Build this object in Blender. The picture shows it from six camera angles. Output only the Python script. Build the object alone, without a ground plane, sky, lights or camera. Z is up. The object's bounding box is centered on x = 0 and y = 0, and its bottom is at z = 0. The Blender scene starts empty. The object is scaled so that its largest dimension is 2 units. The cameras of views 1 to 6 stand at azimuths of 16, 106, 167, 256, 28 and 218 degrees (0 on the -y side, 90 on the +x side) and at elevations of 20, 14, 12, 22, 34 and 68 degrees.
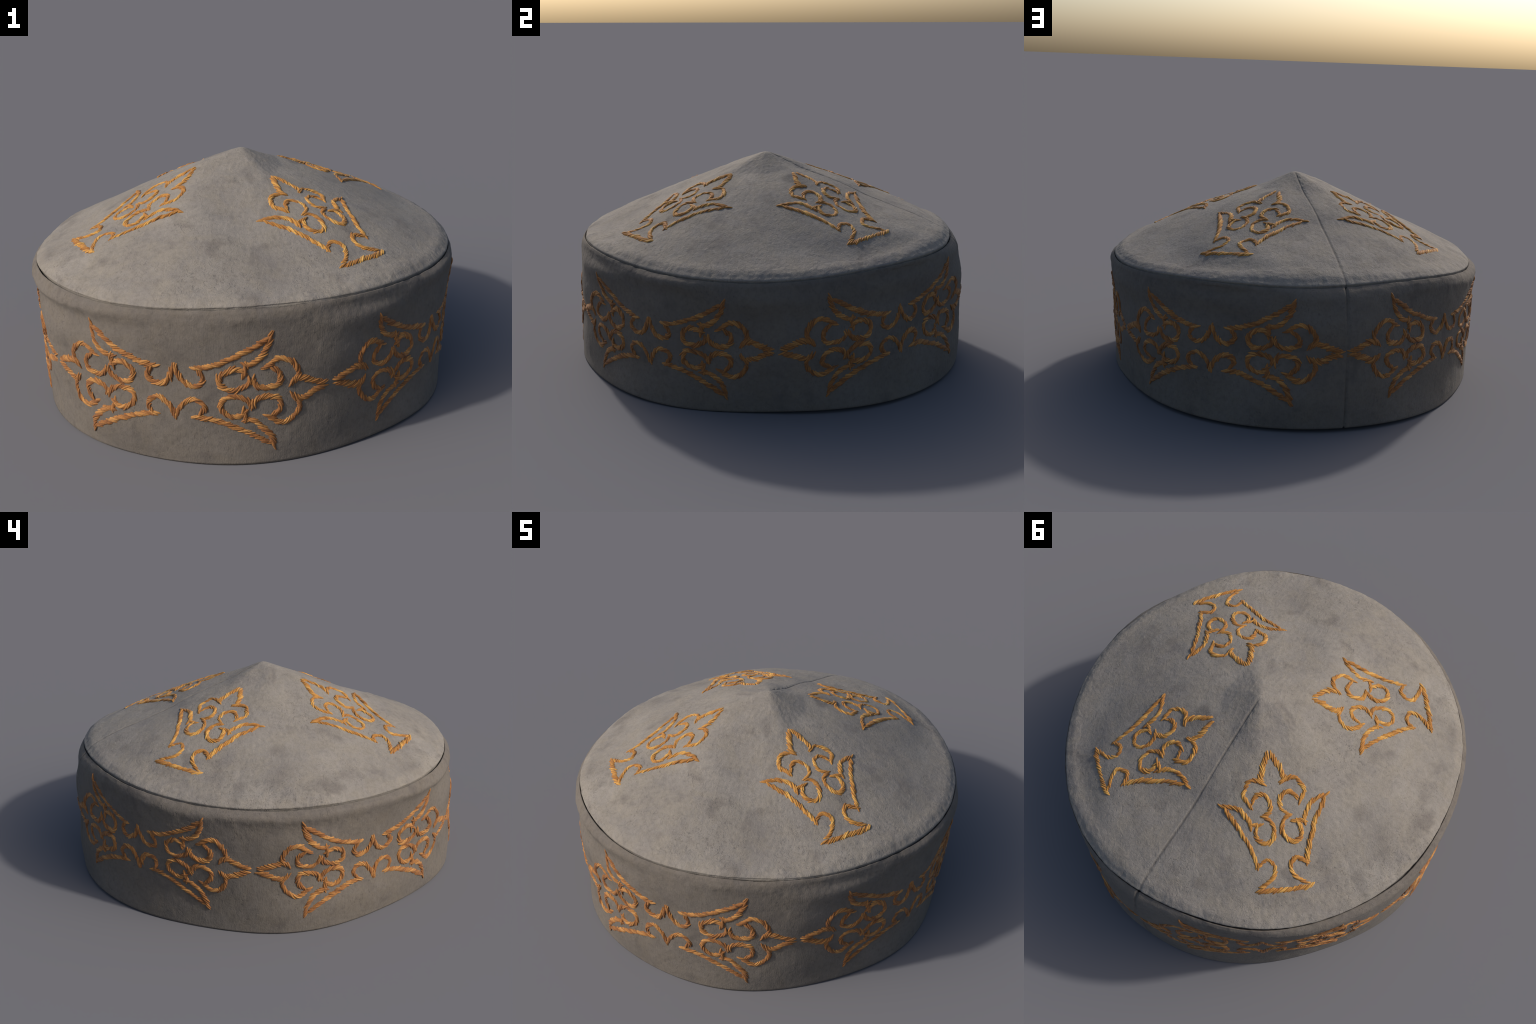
# A felted grey skullcap: conical crown, upright band, rolled lining and gold rope-stitch embroidery.
import bpy, math, random
import numpy as np
from mathutils import noise, Vector

rng = np.random.default_rng(7)

# ---------------------------------------------------------------- outlines
# Every horizontal outline of the cap is a slightly dented circle, written as a
# mean value followed by cosine / sine pairs of rising order around the axis.
HEM_HEIGHT = [0.0056, 0.0043, 0.0055, -0.0026, 0.0026, 0.0003, -0.0032, -0.002, 0.0003, -0.0021, 0.0014, -0.0006, -0.0012, -0.0012, 0.0001, -0.0001, 0.0005]
RIM_HEIGHT = [0.5894, 0.0042, 0.0113, -0.0145, -0.0073, -0.0047, -0.002, -0.0003, 0.0024, -0.0012, -0.0022, 0.0027, -0.0001, 0.0021, -0.0013, -0.0013, -0.0016]
SEAM_HEIGHT = [0.6242, 0.0047, 0.0104, -0.0169, -0.0059, -0.0036, -0.003, -0.0036, 0.0034, -0.0008, -0.0011, 0.0017, -0.0012, 0.0001, 0.0009, 0.0008, -0.0001]
BAND_RADIUS = [
    [0.963, 0.0054, -0.0057, -0.03, 0.0041, -0.0055, -0.0042, 0.0031, -0.0088, -0.0059, -0.0005, 0.003, -0.0072, -0.0036, -0.0013, -0.0002, -0.0005],
    [0.9617, 0.0016, -0.0079, -0.0267, 0.0077, -0.0045, -0.0048, 0.0076, -0.0063, -0.0043, 0.0026, 0.0015, -0.0006, -0.0027, -0.0043, -0.0004, -0.0039],
    [0.9608, 0.0081, -0.0045, -0.0213, 0.0036, 0.0035, -0.0019, 0.0032, -0.0035, -0.0053, 0.0082, -0.0027, -0.0062, -0.0033, -0.0021, 0.0004, -0.0011],
    [0.956, 0.0005, -0.0068, -0.0149, 0.0052, 0.0017, -0.0041, 0.006, -0.0083, -0.0013, 0.0118, -0.0002, -0.0014, -0.0045, -0.0057, 0.0046, -0.0039],
    [0.9575, 0.0063, -0.006, -0.0087, 0.0064, -0.001, -0.0017, 0.0004, -0.0017, 0.0019, 0.0086, -0.0017, 0.0044, 0.0003, 0.0001, 0.0043, 0.0011],
]
RIM_RADIUS = [0.9596, 0.0006, -0.0089, -0.004, 0.0085, 0.0028, -0.0016, 0.0014, -0.0029, 0.0045, 0.005, 0, 0.0014, -0.0009, -0.0017, 0.0011, -0.0014]
SEAM_RADIUS = [0.9409, 0.0093, -0.0082, -0.0054, 0.0109, 0.0001, 0.0009, -0.0016, -0.0007, 0.0034, 0.0006, 0.0025, 0.0023, 0, 0.0019, 0.0011, -0.0018]
CROWN_RISE = [
    [0.0341, -0.0028, 0.0003, 0.0013, 0.0025, 0.0011, -0.0013, 0.004, -0.0032, 0, 0.0001, -0.0013, 0.0006, -0.001, 0.0012, 0.0002, 0.0001],
    [0.0606, -0.006, 0.0008, 0.0022, 0.0048, 0.0036, -0.0022, 0.0062, -0.006, -0.0005, -0.001, -0.0017, 0.0017, -0.0021, 0.0013, 0.0008, 0.0001],
    [0.1136, -0.0078, 0.001, 0.0034, 0.0064, 0.0071, -0.001, 0.0054, -0.0083, -0.0021, -0.0044, -0.0008, 0, -0.001, -0.0006, 0.0008, 0.0005],
    [0.1865, -0.0074, -0.0014, 0.0103, 0.0033, 0.0071, 0.0041, 0.0007, -0.0075, -0.005, -0.0042, -0.0045, 0.0021, 0.0004, -0.0003, -0.0007, 0.0007],
    [0.2589, -0.0103, -0.0035, 0.0118, 0.0085, 0.0059, 0.0029, -0.001, -0.006, -0.0034, 0.0007, -0.0013, 0.0023, 0.0014, -0.0008, -0.0014, 0.0003],
    [0.3237, -0.0154, -0.0108, 0.0132, 0.0109, 0.0048, 0.0011, -0.0008, -0.0036, 0, 0.0011, -0.0001, 0, 0.0001, 0, 0, 0.0002],
    [0.3696, -0.0194, -0.0126, 0.0149, 0.0101, 0.0006, 0, 0, -0.0002, 0.0001, 0.0001, 0, -0.0001, 0, 0, 0, 0],
    [0.3946, -0.016, -0.0106, 0.0161, 0.0056, 0.0002, 0.0001, 0, 0, 0, 0, 0, 0, 0, 0, 0, 0],
]
TIP = (0.0139, -0.0115, 1.0374)
BAND_LEVEL = [0.0, 0.2, 0.45, 0.7, 0.86]          # heights of the band loops, hem to seam
CROWN_REACH = [0.965, 0.9, 0.78, 0.6, 0.42, 0.25, 0.12, 0.05]   # loops of the crown, seam to tip
SEAM_ANGLE = math.radians(90.5)
SEAM_SLOPE = (TIP[0] - 0.94 * math.cos(SEAM_ANGLE)) / (0.94 - TIP[1])      # how the crown seam runs off the y axis


def wave(coef, th):
    out = np.full_like(th, coef[0])
    for k in range(1, (len(coef) + 1) // 2):
        out = out + coef[2 * k - 1] * np.cos(k * th) + coef[2 * k] * np.sin(k * th)
    return out


def smooth_profile(ctrl, steps):
    """Catmull-Rom through control loops: ctrl (K, N) -> (M, N)."""
    c = np.concatenate([2 * ctrl[:1] - ctrl[1:2], ctrl, 2 * ctrl[-1:] - ctrl[-2:-1]])
    out = []
    for i in range(len(ctrl) - 1):
        a, b, d, e = c[i:i + 4]
        for s in range(steps):
            t = s / steps
            out.append(0.5 * (2 * b + (d - a) * t + (2 * a - 5 * b + 4 * d - e) * t * t
                              + (3 * b - a - 3 * d + e) * t ** 3))
    out.append(ctrl[-1])
    return np.array(out)


# soft buckles of the band: angle in degrees, height, how far out
BUCKLES = [(-51, 0.41, 0.014), (-14, 0.51, 0.014), (15, 0.44, 0.012), (-82, 0.47, 0.009), (53, 0.42, 0.017), (51, 0.20, 0.008),
           (35, 0.20, -0.011), (76, 0.38, -0.012), (103, 0.30, -0.014), (120, 0.55, 0.013), (170, 0.53, 0.012), (168, 0.10, 0.008)]


def buckle(th, z):
    out = np.zeros_like(z)
    for a, h, d in BUCKLES:
        turn = np.angle(np.exp(1j * (th - math.radians(a))))
        out = out + d * np.exp(-(turn / math.radians(11)) ** 2 - ((z - h) / 0.085) ** 2)
    return out


def band_profile(th, steps=8):
    zb, zg, zc = wave(HEM_HEIGHT, th), wave(RIM_HEIGHT, th), wave(SEAM_HEIGHT, th)
    r = [wave(c, th) for c in BAND_RADIUS] + [wave(RIM_RADIUS, th), wave(SEAM_RADIUS, th)]
    z = [zb + (zc - zb) * f for f in BAND_LEVEL] + [zg, zc]
    R, Z = smooth_profile(np.array(r), steps), smooth_profile(np.array(z), steps)
    return R + buckle(th[None], Z), Z


def crown_profile(th, steps=8):
    zc = wave(SEAM_HEIGHT, th)
    h = [zc] + [zc + wave(c, th) for c in CROWN_RISE] + [np.full_like(th, TIP[2])]
    f = np.array([1.0] + CROWN_REACH + [0.0])
    return smooth_profile(np.repeat(f[:, None], len(th), 1), steps), smooth_profile(np.array(h), steps)


def seam_xy(th):
    r = wave(SEAM_RADIUS, th)
    return np.stack([r * np.cos(th), r * np.sin(th)], -1)


def band_surface(th, z):
    """Points of the band's outside at angle th and height z."""
    shape = th.shape
    th, z = th.ravel(), z.ravel()
    R, Z = band_profile(th, 5)
    top = Z.argmax(0)
    r = np.array([np.interp(z[i], np.maximum.accumulate(Z[:, i]), R[:, i]) for i in range(len(th))])
    return np.stack([r * np.cos(th), r * np.sin(th), z], -1).reshape(shape + (3,))


def crown_surface(x, y):
    """Points of the crown above the plan position (x, y), measured from the tip."""
    shape = x.shape
    x, y = x.ravel(), y.ravel()
    phi = np.arctan2(y, x)
    th = phi.copy()
    for _ in range(4):
        d = seam_xy(th) - np.array(TIP[:2])
        th = th + np.angle(np.exp(1j * (phi - np.arctan2(d[:, 1], d[:, 0]))))
    edge = np.linalg.norm(seam_xy(th) - np.array(TIP[:2]), axis=-1)
    f = np.hypot(x, y) / edge
    F, H = crown_profile(th, 5)
    z = np.array([np.interp(f[i], F[::-1, i], H[::-1, i]) for i in range(len(th))])
    return np.stack([x + TIP[0], y + TIP[1], z], -1).reshape(shape + (3,))


# ---------------------------------------------------------------- scene helpers
def make_mesh(name, verts, faces, material, parent, smooth=True):
    me = bpy.data.meshes.new(name)
    me.from_pydata([tuple(v) for v in verts], [], faces)
    me.materials.append(material)
    me.polygons.foreach_set("use_smooth", [smooth] * len(me.polygons))
    me.update()
    ob = bpy.data.objects.new(name, me)
    bpy.context.scene.collection.objects.link(ob)
    ob.parent = parent
    return ob


def grid_faces(rows, cols):
    f = []
    for i in range(rows - 1):
        for j in range(cols):
            k = (j + 1) % cols
            f.append((i * cols + j, i * cols + k, (i + 1) * cols + k, (i + 1) * cols + j))
    return f


def grid_normals(P):
    du = np.roll(P, -1, 1) - np.roll(P, 1, 1)
    dv = np.gradient(P, axis=0)
    n = np.cross(du, dv)
    return n / np.maximum(np.linalg.norm(n, axis=-1, keepdims=True), 1e-9)


def felt_relief(P, amp_lump, amp_nap):
    """Soft lumps and short nap of pressed felt, as a height per point."""
    out = np.zeros(P.shape[:2])
    for i in range(P.shape[0]):
        for j in range(P.shape[1]):
            v = Vector(P[i, j])
            out[i, j] = amp_lump * noise.noise(v * 7.0) + amp_lump * 0.5 * noise.noise(v * 17.0) \
                + amp_nap * noise.noise(v * 60.0)
    return out


def gap(a, b):
    return np.angle(np.exp(1j * (a - b)))


# ---------------------------------------------------------------- materials
def nodes_of(name):
    m = bpy.data.materials.new(name)
    m.use_nodes = True
    nt = m.node_tree
    return m, nt, nt.nodes["Principled BSDF"], nt.nodes.new("ShaderNodeTexCoord")


def add_noise(nt, co, scale, detail=4.0, rough=0.6, stretch=None, distortion=0.0):
    n = nt.nodes.new("ShaderNodeTexNoise")
    n.inputs["Scale"].default_value = scale
    n.inputs["Detail"].default_value = detail
    n.inputs["Roughness"].default_value = rough
    n.inputs["Distortion"].default_value = distortion
    src = co.outputs["Object"]
    if stretch:
        mp = nt.nodes.new("ShaderNodeMapping")
        mp.inputs["Scale"].default_value = stretch
        nt.links.new(src, mp.inputs["Vector"])
        src = mp.outputs["Vector"]
    nt.links.new(src, n.inputs["Vector"])
    return n.outputs["Fac"]


def add_ramp(nt, fac, stops):
    r = nt.nodes.new("ShaderNodeValToRGB")
    e = r.color_ramp.elements
    while len(e) < len(stops):
        e.new(0.5)
    for el, (p, c) in zip(e, stops):
        el.position = p
        el.color = (c[0], c[1], c[2], 1.0) if not isinstance(c, (int, float)) else (c, c, c, 1.0)
    nt.links.new(fac, r.inputs["Fac"])
    return r.outputs["Color"]


def add_mix(nt, fac, a, b, mode="MIX"):
    m = nt.nodes.new("ShaderNodeMix")
    m.data_type, m.blend_type = "RGBA", mode
    for sock, val in ((m.inputs[0], fac), (m.inputs[6], a), (m.inputs[7], b)):
        if isinstance(val, bpy.types.NodeSocket):
            nt.links.new(val, sock)
        elif isinstance(val, (int, float)):
            sock.default_value = val
        else:
            sock.default_value = (*val, 1.0)
    return m.outputs[2]


def add_math(nt, op, a, b=None, clamp=False):
    m = nt.nodes.new("ShaderNodeMath")
    m.operation, m.use_clamp = op, clamp
    for s, v in zip(m.inputs, (a, b)):
        if isinstance(v, bpy.types.NodeSocket):
            nt.links.new(v, s)
        elif v is not None:
            s.default_value = v
    return m.outputs[0]


def spot(nt, co, centre, size, soft):
    """Soft-edged stain around a place on the cloth."""
    mp = nt.nodes.new("ShaderNodeMapping")
    mp.vector_type = "TEXTURE"
    mp.inputs["Location"].default_value = centre
    mp.inputs["Scale"].default_value = [v * 1.75 for v in size]
    nt.links.new(co.outputs["Object"], mp.inputs["Vector"])
    ln = nt.nodes.new("ShaderNodeVectorMath")
    ln.operation = "LENGTH"
    nt.links.new(mp.outputs["Vector"], ln.inputs[0])
    wob = add_math(nt, "MULTIPLY", add_noise(nt, co, 11.0, 3), 0.9)
    d = add_math(nt, "ADD", ln.outputs["Value"], wob)
    return add_ramp(nt, d, [(0.0, 1.0), (max(0.02, 1.0 - soft), 1.0), (1.0, 0.0)])


def felt_material(name, dark, light, warm, stain, stains, rib):
    m, nt, bsdf, co = nodes_of(name)
    patch = add_noise(nt, co, 2.6, 5, 0.62, distortion=0.4)
    col = add_ramp(nt, patch, [(0.30, dark), (0.60, light)])
    tint = add_ramp(nt, add_noise(nt, co, 9.0, 4, 0.7, distortion=0.6), [(0.42, 0.0), (0.62, 0.65)])
    col = add_mix(nt, tint, col, warm)
    fine = add_noise(nt, co, 46.0, 6, 0.8)
    col = add_mix(nt, 1.0, col, add_ramp(nt, fine, [(0.28, 0.78), (0.5, 1.0), (0.75, 1.14)]), "MULTIPLY")
    # short dark flecks of lifted nap, in drifts
    fleck = add_ramp(nt, add_noise(nt, co, 62.0, 2, 0.5, stretch=(1.0, 1.0, 0.55), distortion=2.2), [(0.30, 1.0), (0.42, 0.0)])
    drift = add_ramp(nt, add_noise(nt, co, 4.2, 3, 0.6), [(0.42, 0.12), (0.62, 0.6)])
    col = add_mix(nt, add_math(nt, "MULTIPLY", fleck, drift), col, stain)
    blot = add_ramp(nt, add_noise(nt, co, 7.5, 3, 0.55, distortion=0.3), [(0.58, 0.0), (0.72, 0.5)])
    col = add_mix(nt, blot, col, stain)
    for c, s, soft, k in stains:
        col = add_mix(nt, add_math(nt, "MULTIPLY", spot(nt, co, c, s, soft), k), col, stain)
    if not rib:
        # a broken dark line coloured along the joining seam
        xyz = nt.nodes.new("ShaderNodeSeparateXYZ")
        nt.links.new(co.outputs["Object"], xyz.inputs[0])
        run = add_math(nt, "SUBTRACT", xyz.outputs["Y"], TIP[1])
        wander = add_math(nt, "MULTIPLY", add_math(nt, "SINE", add_math(nt, "MULTIPLY", run, 9.0)), 0.004)
        line = add_math(nt, "SUBTRACT", wander, add_math(nt, "MULTIPLY", run, SEAM_SLOPE))
        off = add_math(nt, "ABSOLUTE", add_math(nt, "SUBTRACT", add_math(nt, "SUBTRACT", xyz.outputs["X"], TIP[0]), line))
        dark_line = add_ramp(nt, add_math(nt, "MULTIPLY", off, 100.0), [(0.25, 0.5), (0.7, 0.0)])
        here = add_math(nt, "GREATER_THAN", run, 0.015)
        broken = add_ramp(nt, add_noise(nt, co, 14.0, 2, 0.5), [(0.35, 0.45), (0.6, 1.0)])
        col = add_mix(nt, add_math(nt, "MULTIPLY", add_math(nt, "MULTIPLY", dark_line, here), broken), col, (0.045, 0.040, 0.038))
    nt.links.new(col, bsdf.inputs["Base Color"])
    bsdf.inputs["Roughness"].default_value = 0.97
    bsdf.inputs["Specular IOR Level"].default_value = 0.08
    bsdf.inputs["Sheen Weight"].default_value = 0.04
    bsdf.inputs["Sheen Roughness"].default_value = 0.5
    nap = add_noise(nt, co, 70.0, 4, 0.7, distortion=1.2)
    lint = add_noise(nt, co, 30.0, 3, 0.6, distortion=1.5)
    h = add_math(nt, "ADD", add_math(nt, "MULTIPLY", nap, 0.7), add_math(nt, "MULTIPLY", lint, 0.5))
    h = add_math(nt, "SUBTRACT", h, add_math(nt, "MULTIPLY", add_math(nt, "MULTIPLY", fleck, drift), 0.5))
    if rib:
        weave = add_noise(nt, co, 26.0, 2, 0.5, stretch=(9.0, 9.0, 1.2))
        h = add_math(nt, "ADD", h, add_math(nt, "MULTIPLY", weave, 0.35))
    bp = nt.nodes.new("ShaderNodeBump")
    bp.inputs["Strength"].default_value = 0.36 if rib else 0.6
    bp.inputs["Distance"].default_value = 0.007
    nt.links.new(h, bp.inputs["Height"])
    nt.links.new(bp.outputs["Normal"], bsdf.inputs["Normal"])
    return m


def thread_material(name, rust, gold, pale):
    m, nt, bsdf, co = nodes_of(name)
    geo = nt.nodes.new("ShaderNodeNewGeometry")
    col = add_ramp(nt, geo.outputs["Random Per Island"], [(0.0, rust), (0.55, gold), (1.0, pale)])
    fine = add_noise(nt, co, 90.0, 4, 0.7)
    col = add_mix(nt, 1.0, col, add_ramp(nt, fine, [(0.3, 0.62), (0.52, 1.0), (0.75, 1.15)]), "MULTIPLY")
    nt.links.new(col, bsdf.inputs["Base Color"])
    bsdf.inputs["Roughness"].default_value = 0.75
    bsdf.inputs["Specular IOR Level"].default_value = 0.2
    bsdf.inputs["Sheen Weight"].default_value = 0.1
    bp = nt.nodes.new("ShaderNodeBump")
    bp.inputs["Strength"].default_value = 0.5
    bp.inputs["Distance"].default_value = 0.002
    nt.links.new(add_noise(nt, co, 260.0, 3, 0.6), bp.inputs["Height"])
    nt.links.new(bp.outputs["Normal"], bsdf.inputs["Normal"])
    return m


# old stains rubbed into the crown, mostly on one side: place, size, softness, strength
STAINS = [((-0.834, -0.064, 0.675), (0.065, 0.105, 0.06), 0.5, 0.62), ((-0.717, -0.549, 0.656), (0.11, 0.11, 0.09), 0.7, 0.55),
          ((-0.606, 0.099, 0.775), (0.06, 0.06, 0.05), 0.7, 0.60), ((-0.726, 0.098, 0.723), (0.07, 0.06, 0.05), 0.8, 0.5),
          ((-0.774, 0.160, 0.695), (0.05, 0.05, 0.05), 0.7, 0.5), ((-0.778, -0.190, 0.692), (0.05, 0.075, 0.05), 0.5, 0.55),
          ((-0.505, -0.164, 0.814), (0.05, 0.05, 0.04), 0.7, 0.45), ((-0.653, 0.398, 0.705), (0.05, 0.05, 0.05), 0.7, 0.45),
          ((-0.218, 0.763, 0.726), (0.055, 0.035, 0.04), 0.6, 0.45), ((0.30, -0.72, 0.706), (0.26, 0.16, 0.10), 0.9, 0.28)]
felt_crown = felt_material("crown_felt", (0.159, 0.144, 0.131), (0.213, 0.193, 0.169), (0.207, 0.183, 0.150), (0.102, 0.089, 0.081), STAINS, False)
felt_band = felt_material("band_felt", (0.101, 0.089, 0.079), (0.130, 0.114, 0.099), (0.127, 0.109, 0.089), (0.072, 0.063, 0.058), [], True)  # whole band toned down partway towards the shading baked into the original
felt_lining = felt_material("lining_cloth", (0.10, 0.092, 0.085), (0.13, 0.12, 0.11), (0.12, 0.11, 0.095), (0.08, 0.073, 0.068), [], True)
gold_thread = thread_material("gold_thread", (0.27, 0.112, 0.024), (0.395, 0.188, 0.039), (0.50, 0.280, 0.070))  # gold and rust both darkened overall for the shadowed gaps between strands
rust_thread = thread_material("rust_thread", (0.19, 0.074, 0.022), (0.295, 0.127, 0.034), (0.39, 0.192, 0.056))
gap_shade = thread_material("gap_shade_thread", (0.15, 0.062, 0.022), (0.19, 0.080, 0.028), (0.22, 0.095, 0.032))

# ---------------------------------------------------------------- cap
cap = bpy.data.objects.new("skullcap", None)
bpy.context.scene.collection.objects.link(cap)
cap["label"] = "grey felt skullcap with conical crown and gold rope embroidery"
cap["category"] = "hat"

N = 900
TH = np.linspace(0, 2 * math.pi, N, endpoint=False)
pucker = np.array([noise.noise(Vector((math.cos(t) * 16, math.sin(t) * 16, 3.1))) for t in TH])
pucker2 = np.array([noise.noise(Vector((math.cos(t) * 42, math.sin(t) * 42, 9.4))) for t in TH])


def build_band():
    R, Z = band_profile(TH, 14)
    # the lip rolls over and dives into the seam groove
    zc, rc = Z[-1], R[-1]
    rr, zz = [R], [Z]
    for dr, dz in ((-0.0022, -0.0012), (-0.0045, -0.0050), (-0.0060, -0.011), (-0.0070, -0.020), (-0.016, -0.036), (-0.034, -0.040)):
        rr.append((rc + dr)[None])
        zz.append((zc + dz)[None])
    # the hem turns under and up the inside
    r0, z0 = R[0], Z[0]
    hem = [(-0.026, 0.050), (-0.026, 0.020), (-0.024, 0.004), (-0.018, -0.0035), (-0.009, -0.004), (-0.003, -0.0015)]
    rr = [np.array([r0 + dr for dr, _ in hem])] + rr
    zz = [np.array([np.maximum(z0 + dz, 0.0) if dz < 0.01 else z0 + dz for _, dz in hem])] + zz
    R, Z = np.concatenate(rr), np.concatenate(zz)
    P = np.stack([R * np.cos(TH), R * np.sin(TH), Z], -1)
    n = grid_normals(P)
    out = felt_relief(P, 0.0022, 0.0009)
    fade = np.clip((Z - 0.01) / 0.04, 0, 1)
    lip = np.exp(-((Z - zc[None]) / 0.02) ** 2) * (R > rc[None] - 0.004)
    bead = np.exp(-((Z - zc[None] + 0.012) / 0.011) ** 2) * (R > rc[None] - 0.001)
    under = np.exp(-((Z - zc[None] + 0.050) / 0.022) ** 2)
    out = out + 0.0022 * bead - under * (0.0005 + 0.0022 * pucker[None] + 0.0016 * pucker2[None])
    out = out * fade + lip * (0.0022 * pucker + 0.0014 * pucker2)[None]
    # vertical joining seam
    s = gap(TH, SEAM_ANGLE - 0.004)[None] * R + 0.012 * (Z - 0.3)
    out = out - 0.008 * np.exp(-(s / 0.0032) ** 2) + 0.001 * np.exp(-((s - 0.012) / 0.008) ** 2)
    P = P + n * out[..., None]
    P[..., 2] = np.maximum(P[..., 2], 0.0)
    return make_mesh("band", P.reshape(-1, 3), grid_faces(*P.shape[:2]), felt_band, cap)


def build_crown():
    F, H = crown_profile(TH, 14)
    zc = wave(SEAM_HEIGHT, TH)
    # the crown's edge swells over the seam, then tucks in behind the band's lip
    rise = H - zc[None]
    F = F + 0.006 * np.exp(-((rise - 0.012) / 0.009) ** 2) - 0.008 * np.exp(-(rise / 0.006) ** 2)
    F = np.concatenate([np.full((1, N), 0.984), np.full((1, N), 0.988), F[:-1]])
    H = np.concatenate([(zc - 0.032)[None], (zc - 0.012)[None], H[:-1]])
    E = seam_xy(TH) - np.array(TIP[:2])
    P = np.empty(F.shape + (3,))
    P[..., :2] = np.array(TIP[:2]) + E[None] * F[..., None]
    P[..., 2] = H
    # the tip is a blunt, straight-sided cone
    i0 = int(np.argmin(np.abs(F[:, 0] - 0.19)))
    k, blunt = np.clip(F / F[i0, 0], 0, 1), 0.11
    cone = (np.sqrt(k * k + blunt ** 2) - blunt) / (math.sqrt(1 + blunt ** 2) - blunt)
    P[..., 2] = np.where(F < F[i0, 0], TIP[2] + (H[i0][None] - TIP[2]) * cone, P[..., 2])
    n = grid_normals(P)
    rad = np.linalg.norm(E, axis=-1)[None] * F
    out = felt_relief(P, 0.0030, 0.0012) * np.clip(rad / 0.1, 0, 1)
    edge = np.exp(-((F - 0.975) / 0.02) ** 2)
    out = out + edge * (0.0025 * pucker + 0.002 * pucker2)[None]
    # the joining seam from tip to rim: a fold that is deepest near the tip, puckered by its stitches
    s = np.sin(gap(TH, SEAM_ANGLE))[None] * rad + 0.004 * np.sin(rad * 9)
    front = np.clip(np.cos(gap(TH, SEAM_ANGLE))[None] * 2, 0, 1)
    fade = np.clip(1.15 - rad, 0.3, 1) * np.clip(rad / 0.08, 0, 1)
    stitch = np.clip(np.sin(rad * 2 * math.pi / 0.037 + 2.0 * np.sin(rad * 31)), 0, 1)
    out = out + front * (-0.0034 * np.clip(rad / 0.06, 0, 1) * np.exp(-(s / 0.0045) ** 2)
                         - fade * 0.0045 * stitch * np.exp(-((s - 0.009) / 0.006) ** 2) * np.clip(0.9 - rad, 0.15, 1)
                         - fade * 0.003 * np.exp(-((s + 0.045) / 0.035) ** 2) * np.exp(-(rad / 0.30) ** 2))
    P = P + n * out[..., None]
    verts = np.concatenate([P.reshape(-1, 3), [[TIP[0], TIP[1], P[-1, :, 2].mean() + 0.001]]])
    faces = grid_faces(*P.shape[:2])
    last, tip = (P.shape[0] - 1) * N, len(verts) - 1
    faces += [(last + j, last + (j + 1) % N, tip) for j in range(N)]
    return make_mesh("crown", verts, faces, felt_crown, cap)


def build_lining():
    th = np.linspace(0, 2 * math.pi, 240, endpoint=False)
    R, Z = band_profile(th, 4)
    R, Z = R[:-4] - 0.028, Z[:-4] + 0.012
    P = [np.stack([R * np.cos(th), R * np.sin(th), Z], -1)]
    F, H = crown_profile(th, 3)
    E = seam_xy(th) - np.array(TIP[:2])
    Q = np.empty(F[6:-1].shape + (3,))
    Q[..., :2] = np.array(TIP[:2]) + E[None] * (F[6:-1] * 0.985)[..., None]
    Q[..., 2] = H[6:-1] - 0.03
    P = np.concatenate(P + [Q])[:, ::-1]
    verts = np.concatenate([P.reshape(-1, 3), [[TIP[0], TIP[1], TIP[2] - 0.032]]])
    faces = grid_faces(*P.shape[:2])
    last, tip, n = (P.shape[0] - 1) * 240, len(verts) - 1, 240
    faces += [(last + j, last + (j + 1) % n, tip) for j in range(n)]
    return make_mesh("lining", verts, faces, felt_lining, cap)


band = build_band()
crown = build_crown()
lining = build_lining()

# ---------------------------------------------------------------- embroidery
# One quarter of a lily motif, drawn in (along the motif's axis towards the lily tip, across it).
# The sign is the slant of the stitches against the cord.
BAND_MOTIF = {      # degrees round the band, metres up
    "lily_tip": (+1, [(34.7, 0.004), (32.0, 0.023), (30.2, 0.036), (28.2, 0.043), (26.2, 0.026)]),
    "petal": (-1, [(28.1, 0.044), (28.2, 0.075), (27.2, 0.105), (25.6, 0.127), (23.6, 0.131), (21.8, 0.113), (20.4, 0.093)]),
    "inner_curl": (-1, [(21.6, 0.098), (23.5, 0.078), (24.0, 0.048), (23.2, 0.026), (21.3, 0.017), (19.2, 0.022), (17.9, 0.040), (17.5, 0.060)]),
    "ring_curl": (+1, [(17.3, 0.058), (16.8, 0.038), (15.2, 0.020), (13.2, 0.012), (11.2, 0.020), (10.3, 0.042), (10.5, 0.068), (11.8, 0.088), (13.4, 0.097), (14.9, 0.090), (15.9, 0.074)]),
    "tie": (+1, [(16.3, 0.119), (16.0, 0.096), (15.3, 0.066)]),
    "wing_inside": (-1, [(22.1, 0.238), (21.8, 0.198), (20.6, 0.158), (18.9, 0.130), (17.0, 0.114), (15.4, 0.110)]),
    "wing_outside": (-1, [(21.5, 0.221), (18.4, 0.185), (14.9, 0.151), (11.4, 0.125), (8.0, 0.106), (4.2, 0.094)]),
    "bridge": (-1, [(5.2, 0.093), (6.6, 0.065), (6.2, 0.040), (4.4, 0.027), (2.4, 0.036), (1.0, 0.064), (-0.1, 0.104)]),
}
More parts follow.
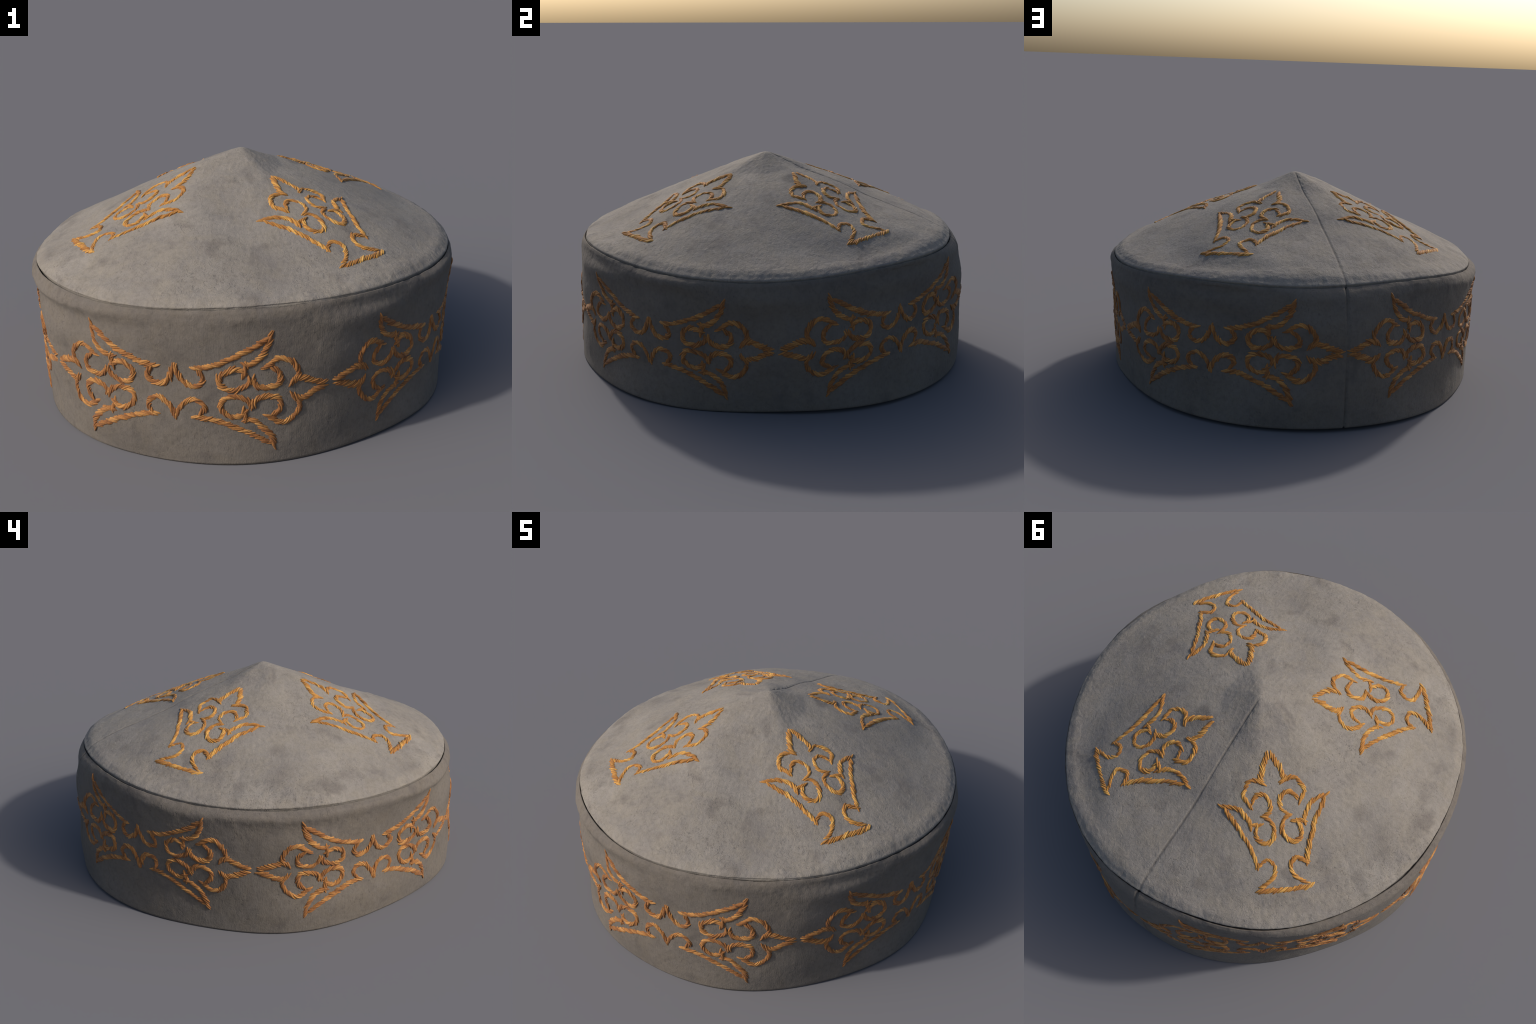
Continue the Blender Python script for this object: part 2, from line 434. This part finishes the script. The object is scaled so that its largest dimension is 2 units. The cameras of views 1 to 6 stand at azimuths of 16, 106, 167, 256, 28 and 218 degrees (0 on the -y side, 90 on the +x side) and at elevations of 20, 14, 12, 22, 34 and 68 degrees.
CROWN_MOTIF = {     # metres out from the tip, metres across
    "lily_tip": (+1, [(0.232, 0.004), (0.266, 0.024), (0.302, 0.043), (0.335, 0.050), (0.360, 0.042)]),
    "petal": (-1, [(0.343, 0.054), (0.334, 0.081), (0.341, 0.107), (0.363, 0.127), (0.390, 0.135), (0.417, 0.122), (0.441, 0.102)]),
    "inner_curl": (-1, [(0.430, 0.098), (0.409, 0.090), (0.396, 0.067), (0.400, 0.044), (0.420, 0.027), (0.447, 0.020), (0.470, 0.030), (0.488, 0.053)]),
    "ring_curl": (+1, [(0.484, 0.062), (0.498, 0.040), (0.525, 0.020), (0.558, 0.020), (0.586, 0.034), (0.598, 0.058), (0.590, 0.083), (0.565, 0.098), (0.540, 0.097), (0.520, 0.084)]),
    "tie": (+1, [(0.512, 0.118), (0.514, 0.096), (0.518, 0.066)]),
    "wing_inside": (-1, [(0.413, 0.240), (0.425, 0.194), (0.445, 0.158), (0.473, 0.133), (0.503, 0.121), (0.530, 0.114)]),
    "wing_outside": (-1, [(0.428, 0.222), (0.475, 0.194), (0.520, 0.166), (0.568, 0.147), (0.617, 0.126), (0.690, 0.106)]),
    "foot": (-1, [(0.688, 0.107), (0.667, 0.084), (0.663, 0.060), (0.686, 0.036), (0.712, 0.036), (0.736, 0.054), (0.755, 0.080), (0.768, 0.102)]),
    "base": (+1, [(0.774, 0.124), (0.782, 0.080), (0.785, 0.0), (0.782, -0.080), (0.776, -0.124)]),
}
STITCH_STEP, STITCH_RADIUS = 0.0114, 0.0043


def dense_path(pts):
    c = smooth_profile(np.array(pts), 14)
    s = np.concatenate([[0], np.cumsum(np.linalg.norm(np.diff(c, axis=0), axis=1))])
    return c, s


def along(c, s, q):
    """Point and unit tangent of a polyline at arc length q, running straight on past its ends."""
    qc = np.clip(q, 0, s[-1])
    pos = np.stack([np.interp(qc, s, c[:, k]) for k in (0, 1)], -1)
    e = 0.006
    a = np.stack([np.interp(np.clip(qc - e, 0, s[-1]), s, c[:, k]) for k in (0, 1)], -1)
    b = np.stack([np.interp(np.clip(qc + e, 0, s[-1]), s, c[:, k]) for k in (0, 1)], -1)
    t = b - a
    t /= np.maximum(np.linalg.norm(t, axis=-1, keepdims=True), 1e-9)
    return pos + t * (q - qc)[..., None], t


def stitched_cord(pts, slant, to_cloth, parent, length, lean, material):
    """A rope-stitched line: slanting satin stitches laid side by side along a path."""
    c, s = dense_path(pts)
    count = max(3, int(round((s[-1] - 0.012) / STITCH_STEP)) + 1)
    start = np.linspace(0.006, s[-1] - 0.006, count) + rng.normal(0, 0.0012, count)
    K, M = 9, 7
    u = np.linspace(-1, 1, K)
    L = length * (1 + rng.normal(0, 0.10, count))
    tilt = math.radians(lean) * (1 + rng.normal(0, 0.13, count))
    ends = np.minimum(np.arange(count), np.arange(count)[::-1])
    L = L * np.where(ends == 0, 0.78, 1.0)
    q = start[:, None] + u[None] * (L * np.cos(tilt) / 2)[:, None]
    off = u[None] * (L * np.sin(tilt) / 2)[:, None] * slant + rng.normal(0, 0.0012, count)[:, None]
    pos, t = along(c, s, q)
    pos = pos + np.stack([-t[..., 1], t[..., 0]], -1) * off[..., None]
    e = 0.002
    p0 = to_cloth(pos)
    px, py = to_cloth(pos + [e, 0]), to_cloth(pos + [0, e])
    nrm = np.cross(px - p0, py - p0)
    nrm /= np.linalg.norm(nrm, axis=-1, keepdims=True)
    lift = -0.0050 + (0.0070 + rng.normal(0, 0.0010, count))[:, None] * (1 - np.abs(u[None]) ** 2.4)
    mid = p0 + nrm * lift[..., None]
    tan = np.gradient(mid, axis=1)
    tan /= np.linalg.norm(tan, axis=-1, keepdims=True)
    side = np.cross(nrm, tan)
    side /= np.linalg.norm(side, axis=-1, keepdims=True)
    upv = np.cross(tan, side)
    w = STITCH_RADIUS * (1 + rng.normal(0, 0.10, count))[:, None] * (1 - 0.62 * np.abs(u[None]) ** 3)
    a = np.linspace(0, 2 * math.pi, M, endpoint=False)
    ring = side[:, :, None] * np.cos(a)[None, None, :, None] + 0.95 * upv[:, :, None] * np.sin(a)[None, None, :, None]
    V = (mid[:, :, None] + ring * w[:, :, None, None]).reshape(-1, 3)
    faces = []
    for i in range(count):
        o = i * K * M
        for k in range(K - 1):
            for m in range(M):
                m2 = (m + 1) % M
                faces.append((o + k * M + m, o + k * M + m2, o + (k + 1) * M + m2, o + (k + 1) * M + m))
        faces.append(tuple(o + m for m in range(M))[::-1])
        faces.append(tuple(o + (K - 1) * M + m for m in range(M)))
    # flat padding strip under the stitches, dark-coloured for the shadow in their gaps
    n0, stitched = len(V), len(faces)
    half = 0.40 * length * math.sin(math.radians(lean))
    J = max(4, int(s[-1] / 0.008))
    cp, ct = along(c, s, np.linspace(0.002, s[-1] - 0.002, J))
    cn = np.stack([-ct[:, 1], ct[:, 0]], -1)
    rows = []
    for a_, h_ in ((-1, -0.004), (-0.75, 0.0012), (0, 0.0026), (0.75, 0.0012), (1, -0.004)):
        taper = np.minimum(1, 0.35 + np.minimum(np.arange(J), np.arange(J)[::-1]) * 0.4)
        q2 = cp + cn * (half * a_ * taper)[:, None]
        b0 = to_cloth(q2)
        bn = np.cross(to_cloth(q2 + [e, 0]) - b0, to_cloth(q2 + [0, e]) - b0)
        rows.append(b0 + bn / np.linalg.norm(bn, axis=-1, keepdims=True) * h_)
    V = np.concatenate([V, np.array(rows).reshape(-1, 3)])
    for i in range(4):
        for j in range(J - 1):
            faces.append((n0 + i * J + j, n0 + i * J + j + 1, n0 + (i + 1) * J + j + 1, n0 + (i + 1) * J + j))
    ob = make_mesh("embroidery_cord", V, faces, material, parent)
    ob.data.materials.append(gap_shade)
    slots = [0] * stitched + [1] * (len(faces) - stitched)
    ob.data.polygons.foreach_set("material_index", slots)
    return ob


BAND_R = 0.96
BAND_MID = [0.3195, -0.006, 0.031, -0.014, -0.006, -0.002, -0.003]


def band_cloth(centre):
    def f(p):
        th = centre + p[..., 0] / BAND_R
        h = 0.975 + 0.045 * np.exp(-(gap(th, math.radians(-90)) / 0.5) ** 2)
        return band_surface(th, wave(BAND_MID, th) + p[..., 1] * h)
    return f


CROWN_CENTRE = (0.0085, -0.0114)    # the motifs were set out round this point, a little off the tip


def crown_cloth(angle):
    ca, sa = math.cos(angle), math.sin(angle)

    def f(p):
        r, t = -p[..., 0], -p[..., 1]
        return crown_surface(CROWN_CENTRE[0] - TIP[0] + r * ca - t * sa, CROWN_CENTRE[1] - TIP[1] + r * sa + t * ca)
    return f


for k in range(5):
    place = band_cloth(math.radians(-90 + 72 * k))
    for part, (slant, pts) in BAND_MOTIF.items():
        for sx in (1, -1):
            for sy in (1, -1):
                path = [(sx * math.radians(x) * BAND_R + rng.normal(0, 0.0015), sy * y + rng.normal(0, 0.0015)) for x, y in pts]
                stitched_cord(path, slant * sx * sy, place, band, 0.060, 37 if part == "lily_tip" else 27, rust_thread)
for angle in (-35.5, -135.5, 134.0, 53.0):
    place = crown_cloth(math.radians(angle))
    for part, (slant, pts) in CROWN_MOTIF.items():
        for sy in ((1,) if part == "base" else (1, -1)):
            path = [(-r + rng.normal(0, 0.0015), sy * t + rng.normal(0, 0.0015)) for r, t in pts]
            stitched_cord(path, slant * sy, place, crown, 0.053, 35 if part == "lily_tip" else 31 if part == "base" else 25, gold_thread)
